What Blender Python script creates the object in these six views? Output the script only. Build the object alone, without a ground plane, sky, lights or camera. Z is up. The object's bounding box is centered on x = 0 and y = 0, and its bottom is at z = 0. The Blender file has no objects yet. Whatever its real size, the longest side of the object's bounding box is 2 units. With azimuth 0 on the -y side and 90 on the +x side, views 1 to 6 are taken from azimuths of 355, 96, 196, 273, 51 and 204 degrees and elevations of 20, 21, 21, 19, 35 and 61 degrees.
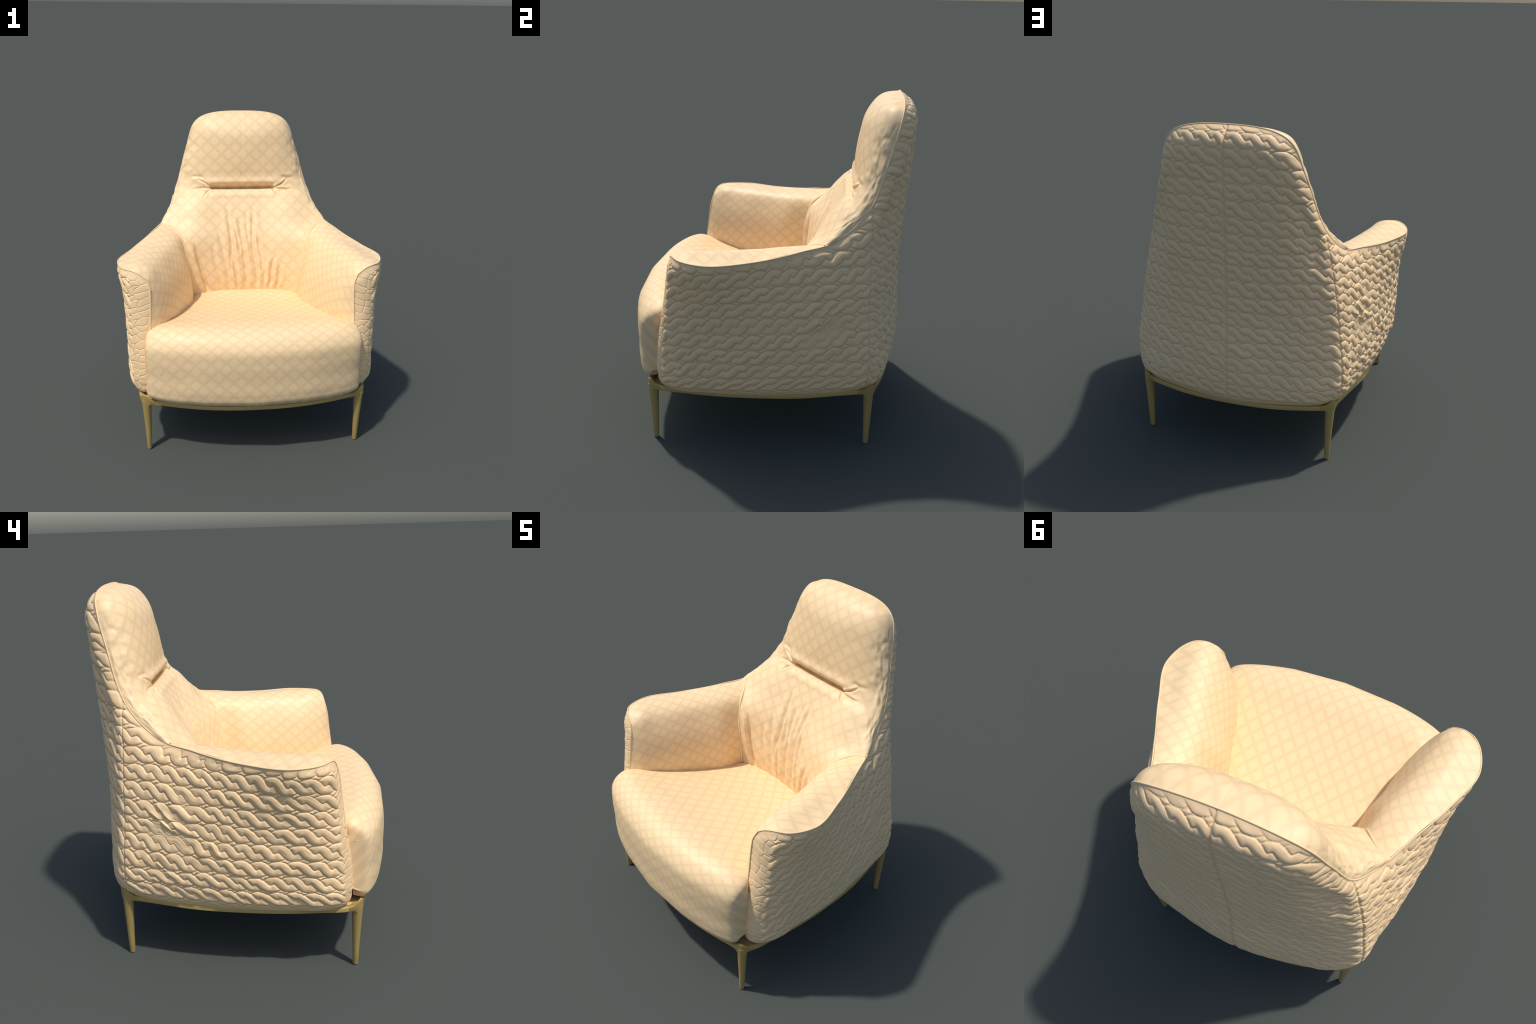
# Upholstered high-back armchair: cable-quilted outer shell, smooth diamond-stitched
# inner cushions, slim gold frame on four tapered legs.
import bpy, bmesh, math
import numpy as np

# ------------------------------------------------------------------ helpers
def herm(t, P, tq):
    """Cubic Hermite (Catmull-Rom, non-uniform) through rows of P at params t."""
    P = np.asarray(P, float); t = np.asarray(t, float)
    n = len(t)
    h = np.diff(t)
    hs = h.reshape((-1,) + (1,) * (P.ndim - 1))
    d = np.diff(P, axis=0) / hs
    m = np.empty_like(P)
    m[0] = d[0]; m[-1] = d[-1]
    if n > 2:
        w1, w0 = hs[1:], hs[:-1]
        m[1:-1] = (d[:-1] * w1 + d[1:] * w0) / (w0 + w1)
        m[0] = 1.5 * d[0] - .5 * m[1]; m[-1] = 1.5 * d[-1] - .5 * m[-2]
    tq = np.asarray(tq, float)
    i = np.clip(np.searchsorted(t, tq, side='right') - 1, 0, n - 2)
    s = ((tq - t[i]) / h[i]).reshape((-1,) + (1,) * (P.ndim - 1))
    H = h[i].reshape(s.shape)
    return ((2*s**3 - 3*s**2 + 1) * P[i] + (s**3 - 2*s**2 + s) * H * m[i]
            + (-2*s**3 + 3*s**2) * P[i+1] + (s**3 - s**2) * H * m[i+1])

def chord(G, axis):
    d = np.linalg.norm(np.diff(G, axis=axis), axis=2)
    d = d.mean(axis=1 - axis)
    return np.concatenate([[0], np.cumsum(d)])

def loft(G, nu, nv, fu=None, fv=None):
    """G: control grid [columns, rows, 3] -> dense grid [nu, nv, 3]."""
    G = np.asarray(G, float)
    tu, tv = chord(G, 0), chord(G, 1)
    qu = np.linspace(0, tu[-1], nu) if fu is None else fu(tu)
    qv = np.linspace(0, tv[-1], nv) if fv is None else fv(tv)
    A = herm(tu, G, qu)
    return herm(tv, A.swapaxes(0, 1), qv).swapaxes(0, 1)

def normals(S):
    du = np.gradient(S, axis=0); dv = np.gradient(S, axis=1)
    n = np.cross(du, dv)
    return n / (np.linalg.norm(n, axis=2, keepdims=True) + 1e-12)

def hsh(i, j, k=0):
    x = np.sin(np.asarray(i) * 127.1 + np.asarray(j) * 311.7 + k * 74.7 + 11.3) * 43758.5453
    return x - np.floor(x)

def noise(x, y, k=0):
    i, j = np.floor(x), np.floor(y)
    f, g = x - i, y - j
    f = f*f*f*(f*(f*6-15)+10); g = g*g*g*(g*(g*6-15)+10)
    a = hsh(i, j, k)*(1-f) + hsh(i+1, j, k)*f
    b = hsh(i, j+1, k)*(1-f) + hsh(i+1, j+1, k)*f
    return (a*(1-g) + b*g) * 2 - 1

def sstep(a, b, x):
    t = np.clip((x - a) / (b - a), 0, 1)
    return t*t*(3-2*t)

def segdist(px, py, ax, ay, bx, by):
    dx, dy = bx-ax, by-ay
    t = np.clip(((px-ax)*dx + (py-ay)*dy) / (dx*dx+dy*dy + 1e-12), 0, 1)
    return np.hypot(px-ax-t*dx, py-ay-t*dy)

root = bpy.data.objects.new('armchair', None)
bpy.context.scene.collection.objects.link(root)
root['label'] = 'cream high-back armchair with cable-quilted outer shell and gold legs'
root['category'] = 'armchair'

def add_mesh(name, V, F, mat, parent=root, smooth=True):
    me = bpy.data.meshes.new(name)
    me.from_pydata([tuple(v) for v in V], [], F) if not isinstance(F, np.ndarray) else None
    if isinstance(F, np.ndarray):
        V = np.asarray(V, np.float32); n = len(F)
        me.vertices.add(len(V)); me.vertices.foreach_set('co', V.ravel())
        me.loops.add(n*4); me.loops.foreach_set('vertex_index', F.astype(np.int32).ravel())
        me.polygons.add(n); me.polygons.foreach_set('loop_start', np.arange(n, dtype=np.int32)*4)
    me.update(calc_edges=True); me.validate()
    if smooth:
        me.polygons.foreach_set('use_smooth', np.ones(len(me.polygons), bool))
    me.materials.append(mat)
    ob = bpy.data.objects.new(name, me)
    bpy.context.scene.collection.objects.link(ob)
    ob.parent = parent
    return ob

def grid_faces(nu, nv, flip=False, wrap_u=False):
    ii = np.arange(nu if wrap_u else nu-1)[:, None]; jj = np.arange(nv-1)[None, :]
    i2 = (ii+1) % nu
    a = ii*nv+jj; b = i2*nv+jj; c = i2*nv+jj+1; d = ii*nv+jj+1
    F = np.stack([a, b, c, d], -1).reshape(-1, 4)
    return F[:, ::-1].copy() if flip else F

def add_grid(name, S, mat, flip=False, parent=root):
    return add_mesh(name, S.reshape(-1, 3), grid_faces(S.shape[0], S.shape[1], flip), mat, parent)

def tube(name, path, r, mat, parent=root, seg=10, closed=False, bead=0.0):
    path = np.asarray(path, float)
    T = np.gradient(path, axis=0) if not closed else np.roll(path, -1, 0) - np.roll(path, 1, 0)
    T /= np.linalg.norm(T, axis=1, keepdims=True) + 1e-12
    ref = np.array([.31, .42, .85])
    N = np.cross(T, ref); N /= np.linalg.norm(N, axis=1, keepdims=True)
    B = np.cross(T, N)
    L = np.concatenate([[0], np.cumsum(np.linalg.norm(np.diff(path, axis=0), axis=1))])
    rr = r * (1 + bead * np.sin(L / .012 * 2 * math.pi) * (.5 + .5*noise(L/.11, L*0, 5)))
    a = np.linspace(0, 2*math.pi, seg, endpoint=False)
    S = path[:, None] + rr[:, None, None]*(np.cos(a)[None, :, None]*N[:, None] + np.sin(a)[None, :, None]*B[:, None])
    S = np.concatenate([S, S[:, :1]], 1)
    n, m = S.shape[:2]
    return add_mesh(name, S.reshape(-1, 3), grid_faces(n, m), mat, parent)

def mirror(S):
    return S * np.array([-1, 1, 1.])

# ---------------------------------------------------------------- materials
def new_mat(name):
    m = bpy.data.materials.new(name); m.use_nodes = True
    nt = m.node_tree; nt.nodes.clear()
    out = nt.nodes.new('ShaderNodeOutputMaterial'); b = nt.nodes.new('ShaderNodeBsdfPrincipled')
    nt.links.new(b.outputs[0], out.inputs[0])
    return m, nt, b

class N:
    """Tiny node builder."""
    def __init__(s, nt): s.nt = nt
    def math(s, op, a, b=None, c=None):
        n = s.nt.nodes.new('ShaderNodeMath'); n.operation = op
        for i, v in enumerate((a, b, c)):
            if v is None: continue
            if isinstance(v, (int, float)): n.inputs[i].default_value = v
            else: s.nt.links.new(v, n.inputs[i])
        return n.outputs[0]
    def mix(s, f, a, b):
        n = s.nt.nodes.new('ShaderNodeMix'); n.data_type = 'RGBA'
        for sock, v in ((n.inputs[0], f), (n.inputs[6], a), (n.inputs[7], b)):
            if isinstance(v, (int, float)): sock.default_value = v
            elif isinstance(v, tuple): sock.default_value = v + (1,)
            else: s.nt.links.new(v, sock)
        return n.outputs[2]
    def noise(s, vec, scale, detail=3):
        n = s.nt.nodes.new('ShaderNodeTexNoise'); n.inputs['Scale'].default_value = scale
        n.inputs['Detail'].default_value = detail
        s.nt.links.new(vec, n.inputs['Vector']); return n.outputs[0]
    def bump(s, h, strength, dist, bsdf):
        n = s.nt.nodes.new('ShaderNodeBump'); n.inputs['Strength'].default_value = strength
        n.inputs['Distance'].default_value = dist
        s.nt.links.new(h, n.inputs['Height']); s.nt.links.new(n.outputs[0], bsdf.inputs['Normal'])

CREAM = (0.89, 0.65, 0.365)
PINK = (0.76, 0.545, 0.31)

def leather_diamond(name, cu, cv, pitch):
    """Cream leather with a soft diamond lattice. cu, cv: weights of (|x|, y, z) giving
    the two flattened coordinates of the part."""
    m, nt, b = new_mat(name); g = N(nt)
    tc = nt.nodes.new('ShaderNodeTexCoord'); sx = nt.nodes.new('ShaderNodeSeparateXYZ')
    nt.links.new(tc.outputs['Object'], sx.inputs[0])
    X, Y, Z = sx.outputs
    AX = g.math('ABSOLUTE', X)
    def lin(w):
        xs = X if w[3:] == (1,) else AX
        r = g.math('MULTIPLY', xs, w[0]); r = g.math('MULTIPLY_ADD', Y, w[1], r)
        return g.math('MULTIPLY_ADD', Z, w[2], r)
    u, v = lin(cu), lin(cv)
    def line(c):
        t = g.math('MULTIPLY', c, 1 / pitch)
        t = g.math('FRACT', t); t = g.math('SUBTRACT', t, .5); t = g.math('ABSOLUTE', t)  # .5 on the line
        t = g.math('SUBTRACT', .5, t)
        mr = nt.nodes.new('ShaderNodeMapRange'); mr.interpolation_type = 'SMOOTHSTEP'
        nt.links.new(t, mr.inputs[0])
        mr.inputs[1].default_value = .0; mr.inputs[2].default_value = .32
        mr.inputs[3].default_value = 1; mr.inputs[4].default_value = 0
        return mr.outputs[0]
    l = g.math('MAXIMUM', line(g.math('ADD', u, v)), line(g.math('SUBTRACT', u, v)))
    col = g.mix(g.math('MULTIPLY', g.math('POWER', l, 1.4), .74), CREAM, PINK)
    ns = g.noise(tc.outputs['Object'], 9)
    col = g.mix(g.math('MULTIPLY', ns, .10), col, (0.90, 0.68, 0.41))
    nt.links.new(col, b.inputs['Base Color'])
    b.inputs['Roughness'].default_value = .48
    b.inputs['Specular IOR Level'].default_value = .35
    h = g.math('MULTIPLY_ADD', l, -.25, g.math('MULTIPLY', g.noise(tc.outputs['Object'], 260, 2), .12))
    g.bump(h, .25, .002, b)
    return m

def leather_plain(name, col=CREAM, rough=.5):
    m, nt, b = new_mat(name); g = N(nt)
    tc = nt.nodes.new('ShaderNodeTexCoord')
    ns = g.noise(tc.outputs['Object'], 7)
    c = g.mix(g.math('MULTIPLY', ns, .3), col, tuple(x*.93 for x in col))
    nt.links.new(c, b.inputs['Base Color'])
    b.inputs['Roughness'].default_value = rough
    b.inputs['Specular IOR Level'].default_value = .35
    g.bump(g.noise(tc.outputs['Object'], 240, 2), .12, .001, b)
    return m

SHELL = (0.86, 0.615, 0.35)
mat_shell = leather_plain('quilted_leather', SHELL)
mat_pipe = leather_plain('piping_leather', (0.87, 0.63, 0.355))
mat_seat = leather_diamond('seat_leather', (1, 0, 0, 1), (0, 1.0, 1.0), .0925)
mat_arm = leather_diamond('arm_leather', (-.35, .95, 0), (.9, 0, 1.0), .0925)
mat_back = leather_diamond('back_leather', (1, 0, 0, 1), (0, .3, 1.0), .101)

def gold():
    m, nt, b = new_mat('gold_metal'); g = N(nt)
    tc = nt.nodes.new('ShaderNodeTexCoord')
    ns = g.noise(tc.outputs['Object'], 12)
    nt.links.new(g.mix(g.math('MULTIPLY', ns, .4), (0.45, 0.325, 0.11), (0.41, 0.295, 0.10)), b.inputs['Base Color'])
    b.inputs['Metallic'].default_value = .12
    b.inputs['Roughness'].default_value = .42
    return m
mat_gold = gold()
mat_under = leather_plain('base_cloth', (0.78, 0.52, 0.27), .8)  # base colour warmed to orange-gold: bounce light seen inside the leg cups, painted in

# ------------------------------------------------------------- outer shell
# Vertical rails of the +x half, bottom to top (the top point lies on the piping).
RAILS = [
 # inner edge of the arm front
 [(.60,-.50,.392),(.63,-.55,.40),(.650,-.588,.47),(.654,-.584,.60),(.651,-.556,.80),(.644,-.536,.95),(.642,-.522,1.07),(.646,-.514,1.105),(.665,-.501,1.150)],
 [(.65,-.50,.385),(.68,-.555,.392),(.705,-.590,.46),(.708,-.587,.60),(.708,-.558,.80),(.712,-.534,.95),(.716,-.516,1.08),(.718,-.505,1.14),(.718,-.485,1.186)],
 # rounded front outer corner
 [(.695,-.49,.378),(.722,-.530,.386),(.755,-.560,.46),(.757,-.556,.60),(.754,-.530,.80),(.757,-.508,.95),(.764,-.490,1.08),(.768,-.479,1.15),(.768,-.462,1.197)],
 [(.705,-.44,.370),(.745,-.46,.380),(.788,-.486,.46),(.790,-.482,.60),(.788,-.464,.80),(.791,-.447,.95),(.798,-.436,1.08),(.804,-.431,1.15),(.807,-.428,1.195)],
 [(.710,-.27,.365),(.756,-.272,.376),(.810,-.280,.46),(.822,-.288,.60),(.827,-.288,.80),(.836,-.285,.95),(.847,-.280,1.08),(.854,-.277,1.15),(.857,-.275,1.191)],
 [(.700,-.04,.365),(.747,-.040,.376),(.800,-.042,.46),(.812,-.045,.60),(.811,-.048,.80),(.806,-.050,.95),(.797,-.052,1.08),(.788,-.052,1.15),(.782,-.050,1.194)],
 [(.660,.22,.365),(.706,.226,.376),(.756,.232,.46),(.764,.232,.60),(.752,.228,.80),(.733,.222,.95),(.706,.214,1.09),(.684,.210,1.17),(.664,.206,1.226)],
 [(.615,.44,.365),(.656,.450,.378),(.702,.462,.46),(.708,.463,.60),(.693,.460,.80),(.670,.454,.96),(.632,.446,1.13),(.600,.440,1.22),(.563,.430,1.288)],
 # seam between side and back panel
 [(.550,.54,.365),(.588,.578,.380),(.632,.610,.46),(.637,.615,.60),(.621,.608,.80),(.594,.602,1.02),(.552,.595,1.24),(.520,.590,1.37),(.491,.582,1.455)],
 # back corner
 [(.490,.60,.365),(.518,.642,.380),(.548,.684,.46),(.553,.688,.62),(.536,.678,.87),(.505,.668,1.15),(.466,.668,1.42),(.440,.675,1.58),(.415,.666,1.722)],
 [(.290,.67,.365),(.297,.712,.376),(.307,.762,.46),(.312,.773,.62),(.312,.754,.95),(.308,.754,1.33),(.306,.770,1.66),(.308,.772,1.86),(.320,.721,1.940)],
 # centre seam of the back
 [(.000,.70,.365),(.000,.748,.374),(.000,.800,.46),(.000,.811,.62),(.000,.786,.95),(.000,.788,1.36),(.000,.806,1.72),(.000,.799,1.925),(.000,.725,1.997)],
]
R = np.array(RAILS, float)
R[2:4, 4:8, 0] += .007; R[2:4, 4:8, 1] -= .003
R[4:8, :, 0] -= np.array([0, .010, .022, .022, .020, .016, .009, .004, 0])
# rounder front corner of the arms, fuller bottom edge, slimmer back corners
for c in range(len(R)):
    o = R[c, 2, :2] - R[c, 1, :2]; R[c, 1, :2] += .42*o; R[c, 0, :2] += .25*o; R[c, :2, 2] -= .006
R[9, 3:7, :2] -= np.array([.007, .009]); R[9, 1:3, :2] += np.array([.004, .004]); R[10, 3:5, 1] -= .009; R[8, 4:7, :2] -= .003; R[8, 2:4, :2] += .006; R[9, 2:4, :2] += .006; R[3:5, 6:8, 0] += .005
R[9, 7:8, :2] += np.array([.003, .004]); R[10, 5:8, 1] += .006; R[11, 5:8, 1] += .005
half = R[:-1]
FULL = np.concatenate([mirror(half), R[-1:], half[::-1]], 0)      # -x front ... back ... +x front
tuF = chord(FULL, 0)
NU, NV = 1601, 421
S = loft(FULL, NU, NV)
qu = np.linspace(0, tuF[-1], NU)
i_seamL = int(np.argmin(abs(qu - tuF[8]))); i_cen = (NU-1)//2; i_seamR = NU-1-i_seamL
i_corL = int(np.argmin(abs(qu - tuF[2]))); i_corR = NU-1-i_corL

# flattened coordinates of the cloth: u along the girth, v up the panel
dh = np.linalg.norm(np.diff(S[:, :, :2], axis=0), axis=2)
U = np.concatenate([np.zeros((1, NV)), np.cumsum(dh, 0)], 0)
U = U - U[i_cen:i_cen+1]
dvv = np.linalg.norm(np.diff(S, axis=1), axis=2)
V = np.concatenate([np.zeros((NU, 1)), np.cumsum(dvv, 1)], 1)
j46 = int(NV*.085)
V = V - V[:, j46:j46+1] + S[:, j46:j46+1, 2]

def cable(u, v, p, q, seed):
    """Rope-like braid rows. Returns (pillow distance in metres, strand random, along-strand lift)."""
    b = v / q; row = np.floor(b); bf = (b - row)
    a = u / p + .35*(hsh(row, 3, seed) - .5)
    k = np.floor(a); af = a - k
    g_ = .18
    fx = np.linspace(0, 1, 15)
    fy = herm([0, .13, .30, .42, .50, .58, .70, .87, 1.0],
              np.array([1-g_, .72, .53, .455, .50, .545, .47, .28, g_])[:, None], fx)[:, 0]
    d = np.full(u.shape, 9.)
    for c in (-1, 0, 1):
        for s in range(14):
            d = np.minimum(d, segdist(af*p, bf*q, (c+fx[s])*p, fy[s]*q, (c+fx[s+1])*p, fy[s+1]*q))
        xs = np.linspace(0, 1, 7)
        for s in range(6):
            w0, w1 = abs(2*xs[s]-1)**3.0*g_, abs(2*xs[s+1]-1)**3.0*g_
            d = np.minimum(d, segdist(af*p, bf*q, (c+xs[s])*p, (1-w0)*q, (c+xs[s+1])*p, (1-w1)*q))
            d = np.minimum(d, segdist(af*p, bf*q, (c+xs[s])*p, w0*q, (c+xs[s+1])*p, w1*q))
    fc = np.interp(af, fx, fy)
    upper = bf > fc
    sc = g_*abs(2*af-1)**3.0
    gap = (bf > 1-sc) | (bf < sc)
    sid = np.where(upper, k, k-1)
    rnd = hsh(row, sid, seed+1)
    along = np.where(upper, af, af+1)          # 0..2 along the strand
    lift = .72 + .28*np.sin(np.pi*np.clip(along/2, 0, 1))
    return d, np.where(gap, .9, .8+.4*rnd), np.where(gap, .9, lift)

def pillow(d, Rr):
    t = np.clip(d / Rr, 0, 1)
    return np.sqrt(np.clip(1-(1-t)**2, 0, 1))

side = np.zeros((NU, NV)); side[:i_seamL+1] = -1; side[i_seamR:] = 1
wu = .011*noise(U/.16, V/.13, 1) + .0025*noise(U/.06, V/.06, 2)
wv = .010*noise(U/.20, V/.15, 3) + .002*noise(U/.07, V/.07, 4)
uu, vv = U + wu, V + wv
# strands climb towards the back on both sides; the back follows the -x side
usgn = np.where(side == 1, -uu, uu)
d, rnd, lift = cable(-usgn + .013, vv - .405, .093, .0930, 7)
H = (.42*pillow(d, .010) + .58*pillow(d, .034)) * rnd * lift
# puckers: elongated folds running along the strands, strong on the sides
ang = math.radians(38)
pu = -usgn*math.cos(ang) + -vv*math.sin(ang); pv = -usgn*math.sin(ang)*-1 + vv*-math.cos(ang)
uf = -usgn
along = uf*math.cos(ang) - vv*math.sin(ang); across = uf*math.sin(ang) + vv*math.cos(ang)
fold = 1 - abs(noise(along/.17, across/.046, 21))*2
us = np.minimum(abs(U - U[i_seamL:i_seamL+1]), abs(U - U[i_seamR:i_seamR+1]))
mask = np.clip(noise(U/.32, V/.25, 22)*1.0 + .05, 0, 1)
mask = np.where(side != 0, .6*mask + 1.15*np.exp(-((us-.27)/.19)**2 - ((V-.80)/.20)**2), mask)
fine = noise(along/.05, across/.016, 23)
# worley cells for the narrow arm fronts (cloth bunched there)
def worley(x, y, k):
    i0, j0 = np.floor(x), np.floor(y); f1 = np.full(x.shape, 9.); f2 = f1.copy()
    for di in (-1, 0, 1):
        for dj in (-1, 0, 1):
            cx = i0+di+.15+.7*hsh(i0+di, j0+dj, k); cy = j0+dj+.15+.7*hsh(i0+di, j0+dj, k+9)
            dd = np.hypot(x-cx, y-cy)
            f2 = np.where(dd < f1, f1, np.minimum(f2, dd)); f1 = np.minimum(f1, dd)
    return f2 - f1
ue = np.minimum(U - U[:1], U[-1:] - U)            # distance from the front inner edges
cell = worley(ue/.085 + .25*noise(U/.06, V/.06, 31), (V + .35*ue)/.046 + .2*noise(U/.05, V/.05, 32), 33)
Hc = .7*pillow(cell*.025, .004) + .3*pillow(cell*.025, .016)
wfront = 1 - sstep(.115, .15, ue)
is_side = (side != 0)
amp = np.where(is_side, .0145, .0115)
D = amp*H + np.where(is_side, .0045, .0012)*mask*(fold-.3)*np.clip(d/.008, 0, 1) + .0007*fine*np.clip(d/.01, 0, 1)
D = D*(1-wfront) + wfront*.0048*(Hc + .15)
# flatten into the bottom edge and the piping; seams pinch in
dist_top = V[:, -1:] - V
D *= sstep(.000, .045, dist_top)
D *= sstep(.385, .43, V)
def seam(i0, depth, w):
    x = abs(U - U[i0:i0+1])
    return depth*np.exp(-(x/w)**2)
D *= 1 - .6*np.exp(-((U-U[i_cen:i_cen+1])/.010)**2)
for i0 in (i_seamL, i_seamR):
    D *= 1 - .45*np.exp(-((U-U[i0:i0+1])/.007)**2)
D -= seam(i_cen, .003, .004) + seam(i_seamL, .0022, .004) + seam(i_seamR, .0022, .004)
Nn = normals(S)
out_sign = np.sign(Nn[i_cen, NV//2, 1]); Nn = Nn*out_sign
SD = S + Nn * (D - .007*sstep(0, .04, dist_top))[:, :, None]
flip = out_sign < 0
def panel(name, a, b):
    ob = add_grid(name, SD[a:b+1], mat_shell, flip)
    ob.data.normals_split_custom_set_from_vertices(NSD[a:b+1].reshape(-1, 3).tolist())
    return ob
NSD = normals(SD)*out_sign
panel('side_panel', 0, i_seamL)
panel('back_panel', i_seamL, i_cen)
panel('back_panel', i_cen, i_seamR)
panel('side_panel', i_seamR, NU-1)

# piping that edges the shell: up the arm fronts, over the arms, round the headrest
edge = np.concatenate([S[0, int(NV*.12):-1:3], S[:, -1][::2], S[-1, int(NV*.12):-1:3][::-1]], 0)
tube('piping', edge, (.0038), mat_pipe, bead=.3)

# -------------------------------------------------------------- arm pads
# Columns from the arm front back to the seam with the backrest, each from the piping
# over the crest and down the inner face to below the seat.
ARM = [
 [(.768,-.462,1.197),(.745,-.475,1.192),(.718,-.485,1.186),(.663,-.499,1.150),(.644,-.520,1.08),(.644,-.536,.95),(.651,-.556,.82),(.655,-.575,.70)],
 [(.807,-.428,1.195),(.765,-.425,1.205),(.712,-.430,1.207),(.645,-.446,1.176),(.608,-.480,1.09),(.588,-.493,.96),(.590,-.505,.83),(.615,-.52,.70)],
 [(.857,-.275,1.191),(.800,-.295,1.199),(.720,-.312,1.215),(.630,-.325,1.190),(.556,-.335,1.10),(.508,-.345,.96),(.498,-.350,.83),(.505,-.35,.70)],
 [(.782,-.050,1.194),(.735,-.070,1.200),(.660,-.090,1.211),(.570,-.106,1.187),(.502,-.120,1.09),(.455,-.130,.95),(.437,-.130,.82),(.430,-.13,.70)],
 [(.685,.150,1.219),(.650,.122,1.222),(.583,.092,1.216),(.510,.068,1.186),(.448,.045,1.09),(.405,.032,.95),(.388,.030,.82),(.380,.03,.70)],
 [(.600,.337,1.246),(.565,.325,1.240),(.520,.296,1.224),(.460,.223,1.177),(.424,.185,1.06),(.395,.170,.93),(.380,.168,.82),(.375,.17,.70)],
 [(.560,.430,1.270),(.520,.400,1.245),(.480,.360,1.215),(.420,.290,1.160),(.390,.250,1.05),(.365,.240,.93),(.355,.240,.82),(.350,.24,.70)],
]
A = loft(ARM, 150, 130)
nA = normals(A)
if nA[60, 40, 2] < 0: nA = -nA
aw = sstep(0, .03, np.linalg.norm(A - A[:, :1], axis=2))
A2 = A + nA*(aw*(.0016*noise(A[..., 1]/.09, A[..., 2]/.12, 41)))[..., None]
for sgn in (1, -1):
    P = A2 if sgn == 1 else mirror(A2)
    nn = np.cross(P[61, 40]-P[60, 40], P[60, 41]-P[60, 40])
    add_grid('arm_pad', P, mat_arm, flip=nn[2] < 0)

# -------------------------------------------------------------- backrest pad
# (centre y, z), (edge x, y, z), squareness of the plan section
BACK = [
 ((.245,.70),(.377,.175,.70),2.0), ((.228,.85),(.388,.170,.86),2.0), ((.246,1.0),(.406,.176,1.0),2.0),
 ((.290,1.14),(.448,.205,1.15),2.0), ((.350,1.265),(.520,.292,1.224),2.2), ((.388,1.34),(.600,.337,1.246),2.4),
 ((.432,1.415),(.547,.470,1.315),2.9), ((.475,1.472),(.512,.535,1.385),2.5), ((.482,1.53),(.491,.577,1.45),2.2),
 ((.486,1.62),(.465,.620,1.555),2.15), ((.503,1.75),(.420,.664,1.705),2.25), ((.540,1.885),(.376,.694,1.862),2.5),
 ((.612,1.967),(.340,.714,1.923),2.6), ((.725,1.997),(.320,.721,1.940),2.3)]
bp = np.array([[c[0], c[1], e[0], e[1], e[2], n] for c, e, n in BACK])
tb = np.concatenate([[0], np.cumsum(np.hypot(np.diff(bp[:, 0]), np.diff(bp[:, 1])))])
NBV, NBU = 420, 361
q = herm(tb, bp, np.linspace(0, tb[-1], NBV))
top_e = S[i_cen:, -1][::-1]; top_e = top_e[top_e[:, 1] > .2]          # rises from the arm to the crown
onp = sstep(1.25, 1.31, q[:, 4])
for k_ in (0, 1):
    q[:, 2+k_] += onp*(np.interp(q[:, 4], top_e[:, 2], top_e[:, k_]) - q[:, 2+k_])
yc, zc, xe, ye, ze, nn_ = [q[:, i][None, :] for i in range(6)]
th = np.linspace(-1, 1, NBU)[:, None]
sgn = np.sign(th); ath = abs(th)*math.pi/2
xs_ = np.sin(ath)**(2/nn_); ys_ = np.cos(ath)**(2/nn_)
flat = .5*(1-np.tanh((zc-1.30)/.06))                   # lower part: concave bucket between the arms
xlin = ath/(math.pi/2)
xr = xs_*(1-flat) + xlin*flat
yw = ys_*(1-flat) + (1-xlin**2.2)*flat
X = sgn*xr*xe; Yb = ye + (yc-ye)*yw; Zb = ze + (zc-ze)*(ys_*(1-flat) + (1-xlin**2)*flat)
Bk = np.stack([X, Yb, Zb], -1)
# the crown row lies exactly on the shell's top edge
crown = S[:, -1]; crown = crown[(abs(crown[:, 0]) < .40) & (crown[:, 2] > 1.8)]
crown = crown[np.argsort(crown[:, 0])]
wcr = sstep(.90, 1.0, np.linspace(0, 1, NBV))[None, :, None]
last = Bk[:, -1]
snap = np.stack([last[:, 0], np.interp(last[:, 0], crown[:, 0], crown[:, 1]), np.interp(last[:, 0], crown[:, 0], crown[:, 2])], -1)
Bk = Bk + wcr*(snap - last)[:, None]
nB = normals(Bk)
if nB[NBU//2, NBV//2, 1] > 0: nB = -nB
x, z = Bk[..., 0], Bk[..., 2]
ax = abs(x)
edge_f = sstep(0, .10, (1-abs(th)))*np.ones_like(x)
Db = np.zeros_like(x)
# slot under the headrest
zs = 1.470 - .02*np.clip(ax-.20, 0, 1)
t = (z - zs)
slot_w = 1 - sstep(.215, .25, ax)
Db += (-.028*np.where(t < 0, np.exp(-(t/.006)**2), np.exp(-(t/.024)**2)) - .028*np.exp(-((t-.002)/.006)**2))*slot_w
Db += .012*np.exp(-((t-.045)/.030)**2)*(1-sstep(.22, .34, ax))
Db += .006*np.exp(-((t+.04)/.02)**2)*slot_w
Db += .028*np.exp(-((ax-.34)/.12)**2 - ((z-1.31)/.14)**2) + .008*np.exp(-((ax-.24)/.14)**2 - ((z-1.16)/.14)**2)
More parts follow.
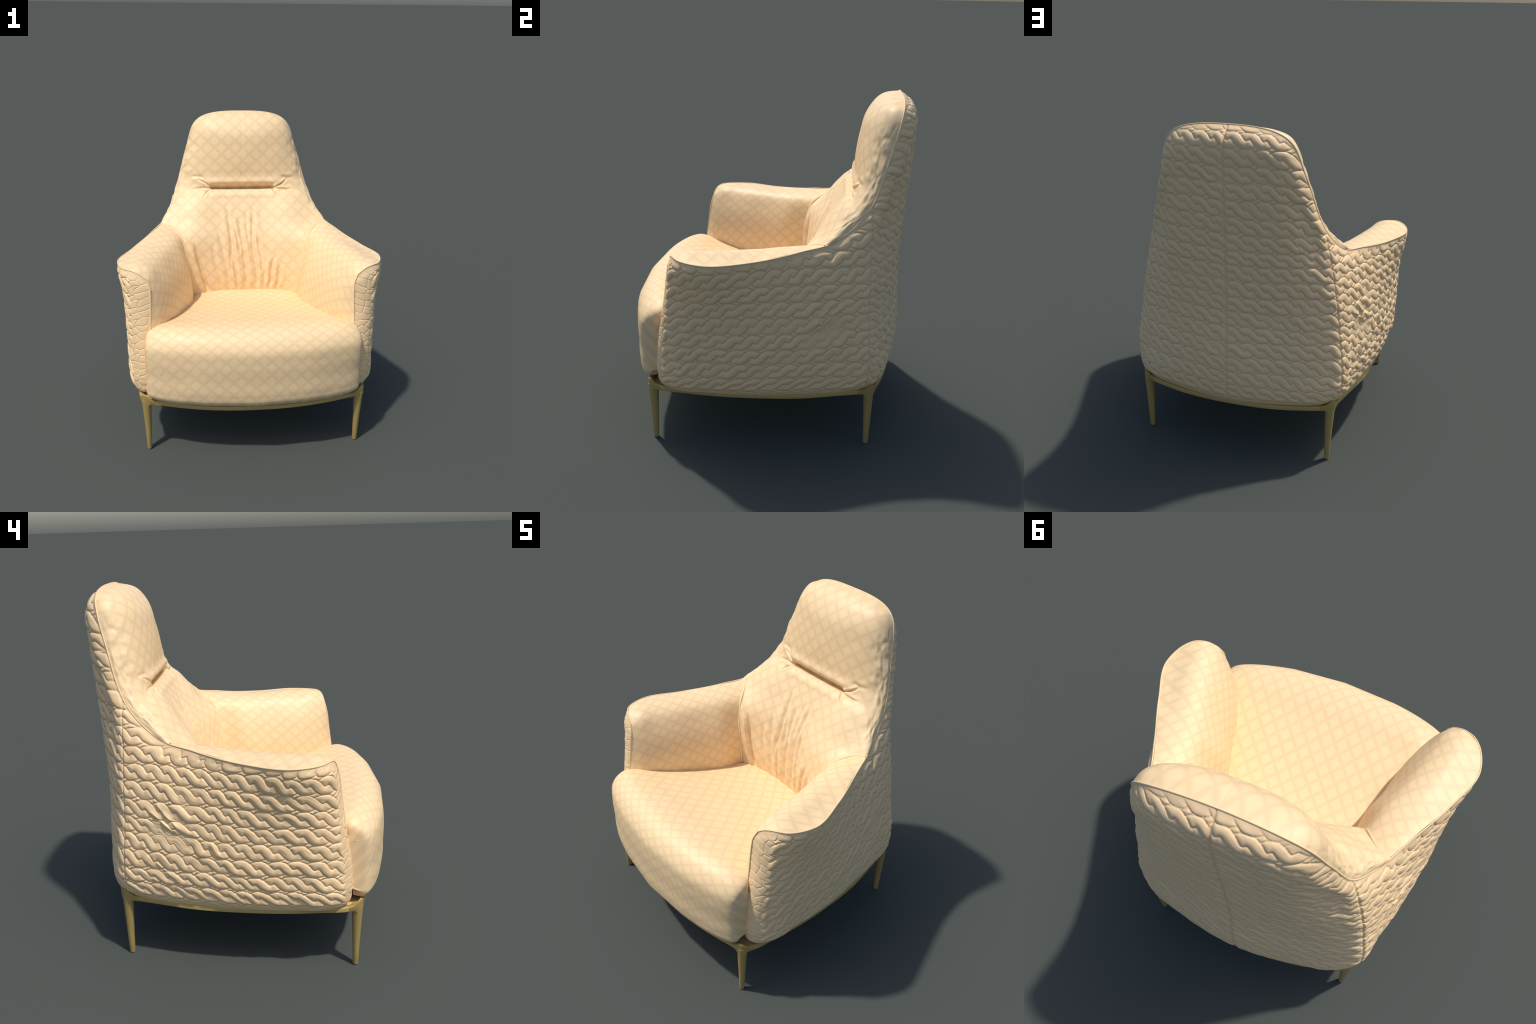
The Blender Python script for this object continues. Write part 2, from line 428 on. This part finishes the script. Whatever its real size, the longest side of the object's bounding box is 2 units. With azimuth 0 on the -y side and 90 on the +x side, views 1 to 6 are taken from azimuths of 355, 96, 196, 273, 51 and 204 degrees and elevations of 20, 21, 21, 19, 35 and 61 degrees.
# creases fanning out from the slot ends
def crease(x0, z0, x1, z1, depth, w, lip=.5):
    dx, dz = x1-x0, z1-z0; L = math.hypot(dx, dz)
    s = ((x-x0)*dx + (z-z0)*dz)/L; n_ = ((x-x0)*-dz + (z-z0)*dx)/L
    n_ = n_ + .008*np.sin(s/L*math.pi)
    e = sstep(-.01, .015, s)*(1-sstep(L*.55, L, s))
    return e*(-depth*np.exp(-(n_/w)**2) + lip*depth*np.exp(-((n_-1.9*w)/(1.5*w))**2))
for m in (-1, 1):
    Db += crease(m*.225, 1.468, m*.345, 1.535, .012, .006, .35)
    Db += crease(m*.225, 1.466, m*.385, 1.452, .010, .008, .5)
    Db += crease(m*.225, 1.462, m*.300, 1.395, .008, .006, .25)
    Db += crease(m*.290, 1.545, m*.400, 1.540, .006, .012, .5)
# gathered vertical folds of the lower back: (x top, z top, x bottom, z bottom, depth)
FOLDS = [(-.130,1.37,-.045,.79,.011), (-.080,1.31,-.035,1.05,.006), (-.030,1.28,.022,.80,.010), (.006,1.33,.030,1.12,.004),
         (.055,1.36,.095,.82,.009), (.092,1.27,.105,1.05,.005), (-.190,1.22,-.110,.84,.006), (-.235,1.12,-.165,.80,.005), (-.11,1.10,-.085,.80,.004),
         (.150,1.03,.150,.79,.006), (.218,1.02,.195,.79,.010), (.268,.96,.245,.79,.007), (.11,1.16,.125,.90,.004)]
for x0, z0, x1, z1, dep in FOLDS:
    f = np.clip((z0-z)/(z0-z1), -.5, 1.5)
    xc = x0 + (x1-x0)*f + .010*np.sin(f*4+x0*40)*(1-f) + .006*noise(z/.22, z*0+x0*50, 51)
    e = sstep(-.02, .25, f)*(1-sstep(.9, 1.12, f))
    dx = x - xc
    dep = dep*1.5*(.9 + .15*noise(z/.16, z*0+x0*31, 52))
    Db += e*(-1.0*dep*np.exp(-(dx/np.where(dx < 0, .017, .009))**2) + .75*dep*np.exp(-((dx-.024)/.018)**2) + .3*dep*np.exp(-((dx+.034)/.020)**2))
# big diagonal fold along the -x arm
xd = -.39 + (1.16-z)*.26
fe = sstep(.74, .80, z)*(1-sstep(1.02, 1.14, z))
Db += fe*(-.020*np.exp(-((x-xd-.015)/.010)**2) + .014*np.exp(-((x-xd+.018)/.014)**2))
# crumpled sides of the headrest and wings
cr = noise(ath*6/1.0+3, z/.055, 61)*.6 + noise(ath*11, z/.030, 62)*.4
Db += .0065*cr*sstep(.52, .75, xlin)*sstep(1.24, 1.36, z)*(1-sstep(1.80, 1.90, z))
Db += .0025*noise(x/.12, z/.12, 63)
# fine pressed seam down the middle of the headrest
Db -= .0018*np.exp(-(x/.003)**2)*sstep(1.49, 1.53, z)
top_f = sstep(0, .05, tb[-1]-np.linspace(0, tb[-1], NBV))[None, :]
edge_f = sstep(0, .07, 1-xlin)
Bk2 = Bk + nB*(Db*edge_f*top_f)[..., None]
i_sl = int(np.argmin(abs(q[:, 1]-1.472)))
nn2 = np.cross(Bk2[181, 100]-Bk2[180, 100], Bk2[180, 101]-Bk2[180, 100])
fl = nn2[1] > 0
add_grid('backrest_pad', Bk2[:, :i_sl+1], mat_back, fl)
add_grid('headrest_pad', Bk2[:, i_sl:], mat_back, fl)
# welt between arm pads and backrest
for m in (1, -1):
    w = herm(np.arange(8.), np.array(ARM[5]), np.linspace(0, 6.6, 90))
    if m < 0: w = mirror(w)
    tube('welt', w, .0075, mat_pipe)

# ---------------------------------------------------------------- seat cushion
# centre profile (y, z), half width, bow of the front edge
SEAT = [((.30,.745),.40,0), ((.20,.757),.42,0), ((0,.772),.455,0), ((-.25,.810),.55,.02), ((-.45,.846),.615,.09), ((-.60,.874),.652,.17),
        ((-.698,.875),.674,.25), ((-.765,.845),.681,.27), ((-.810,.785),.683,.275), ((-.823,.69),.683,.275), ((-.822,.57),.683,.28),
        ((-.820,.475),.685,.275), ((-.811,.424),.685,.27), ((-.783,.391),.678,.27), ((-.70,.383),.655,.25)]
sp = np.array([[c[0], c[1], w, k] for c, w, k in SEAT])
ts = np.concatenate([[0], np.cumsum(np.hypot(np.diff(sp[:, 0]), np.diff(sp[:, 1])))])
NSV, NSU = 260, 241
q = herm(ts, sp, np.linspace(0, ts[-1], NSV))
pt = np.gradient(q[:, :2], axis=0); pt /= np.linalg.norm(pt, axis=1, keepdims=True)
pn = np.stack([pt[:, 1]*-1, pt[:, 0]], 1)              # normal of the profile
if pn[20, 1] < 0: pn = -pn
th = np.linspace(-1, 1, NSU)[:, None]; a = abs(th)*math.pi/2; m = 11.0
xr = np.sin(a)**(2/m); dr = 1 - np.cos(a)**(2/m)
# pack more columns at the rounded sides
hgt = np.interp(q[:, 0], [-.7, -.45, 0], [.14, .08, .05])[None, :]
X = np.sign(th)*xr*q[:, 2][None]
Y = q[:, 0][None] + q[:, 3][None]*X**2 - pn[:, 0][None]*hgt*dr
Z = q[:, 1][None] - pn[:, 1][None]*hgt*dr - .034*abs(xr)**6*pn[:, 1][None].clip(0, 1)
Se = np.stack([X, Y, Z], -1)
nS = normals(Se)
if nS[NSU//2, 60, 2] < 0: nS = -nS
Se = Se + nS*(.002*noise(X/.13, (Y+Z)/.13, 71))[..., None]
nn3 = np.cross(Se[121, 60]-Se[120, 60], Se[120, 61]-Se[120, 60])
add_grid('seat_cushion', Se, mat_seat, nn3[2] < 0)

# ---------------------------------------------------------------- frame
RAIL = [(0,-.767),(.30,-.746),(.55,-.687),(.650,-.655),(.708,-.638),(.731,-.585),(.748,-.42),(.756,-.25),(.745,0),(.712,.25),
        (.655,.46),(.622,.58),(.604,.650),(.555,.676),(.50,.695),(.30,.748),(0,.772)]
rp = np.array(RAIL); rpf = np.concatenate([rp, (rp*[-1, 1])[::-1][1:-1]], 0)
ext = np.concatenate([rpf[-4:], rpf, rpf[:5]], 0)
tt = np.concatenate([[0], np.cumsum(np.linalg.norm(np.diff(ext, axis=0), axis=1))])
path = herm(tt, ext, np.linspace(tt[4], tt[-5], 401))[:-1]
T = np.roll(path, -1, 0) - np.roll(path, 1, 0); T /= np.linalg.norm(T, axis=1, keepdims=True)
NO = np.stack([T[:, 1], -T[:, 0]], 1)                  # outward
prof = [(0,.3545),(-.002,.3525),(-.026,.3525),(-.028,.3545),(-.028,.378),(-.026,.380),(-.002,.380),(0,.378)]
ring = np.stack([np.concatenate([path + NO*o, np.full((len(path), 1), zz)], 1) for o, zz in prof + prof[:1]], 1)
frame = add_mesh('frame', ring.reshape(-1, 3), grid_faces(len(path), len(prof)+1, wrap_u=True), mat_gold)
# underside panel
bm = bmesh.new()
vs = [bm.verts.new((p[0], p[1], .366)) for p in (path - NO*.012)]
bm.faces.new(vs); 
me = bpy.data.meshes.new('underside_panel'); bm.to_mesh(me); bm.free(); me.materials.append(mat_under)
ob = bpy.data.objects.new('underside_panel', me); bpy.context.scene.collection.objects.link(ob); ob.parent = root

arc = np.concatenate([[0], np.cumsum(np.linalg.norm(np.diff(path, axis=0), axis=1))])
def leg(foot, corner):
    """Tapered leg growing into a corner bracket that wraps the rail."""
    foot = np.array(foot)
    ic = int(np.argmin(np.linalg.norm(path - np.array(corner), axis=1)))
    n_o = NO[ic]; head = path[ic] - n_o*.025
    zs = [0, .002, .006, .10, .20, .28, .32, .35, .375]
    rs = [.011, .0145, .0155, .0184, .0224, .0262, .0280, .0295, .030]
    a = np.linspace(0, 2*math.pi, 28, endpoint=False)
    V_, F_ = [], []
    for zz, r in zip(zs, rs):
        c = foot + (head-foot)*(zz/.36)**1.7
        V_ += [(c[0]+r*math.cos(t), c[1]+r*math.sin(t), zz) for t in a]
    n = len(a)
    for i in range(len(zs)-1):
        F_ += [(i*n+j, i*n+(j+1) % n, (i+1)*n+(j+1) % n, (i+1)*n+j) for j in range(n)]
    F_.append(tuple(range(n))[::-1]); F_.append(tuple((len(zs)-1)*n+j for j in range(n)))
    # bracket: an L-shaped cup rim running .075 m along each rail
    sl = np.linspace(-.078, .078, 61)
    px = np.stack([np.interp(arc[ic]+sl, arc, path[:, k]) for k in (0, 1)], 1)
    pno = np.stack([np.interp(arc[ic]+sl, arc, NO[:, k]) for k in (0, 1)], 1)
    base = len(V_)
    k = 8
    for p, o, s_ in zip(px, pno, abs(sl)):
        e = min(1, (.078-s_)/.004)
        fil = max(0, min(1, 1-(s_-.018)/.034))**2.6
        zb = .3515 - .055*fil
        q_ = max(0, min(1, 1-s_/.062)); q_ = q_*q_*(3-2*q_)
        zt = .3815 + .034*q_
        ou = .0012 + .0028*max(0, 1-s_/.07)*e; lo = ou*(1-fil) - .006*fil
        inn = .031 + .012*fil
        sec = [(ou, .352+.002), (lo-.002, zb), (-inn+.003, zb), (-inn, zb+.003), (-inn, .372), (-.012, .374), (-.008, zt), (ou, zt-.002)]
        V_ += [(p[0]+o[0]*w, p[1]+o[1]*w, zz) for w, zz in sec]
    for i in range(len(sl)-1):
        F_ += [(base+i*k+j, base+i*k+(j+1) % k, base+(i+1)*k+(j+1) % k, base+(i+1)*k+j) for j in range(k)]
    F_.append(tuple(base+j for j in range(k))); F_.append(tuple(base+60*k+j for j in range(k))[::-1])
    ob = add_mesh('leg', V_, F_, mat_gold)
    bm = bmesh.new(); bm.from_mesh(ob.data); bmesh.ops.recalc_face_normals(bm, faces=bm.faces); bm.to_mesh(ob.data); bm.free()
    ob.data.set_sharp_from_angle(angle=math.radians(42))
    return ob
for m in (1, -1):
    leg((m*.684, -.617), (m*.708, -.638))
    leg((m*.580, .640), (m*.604, .650))
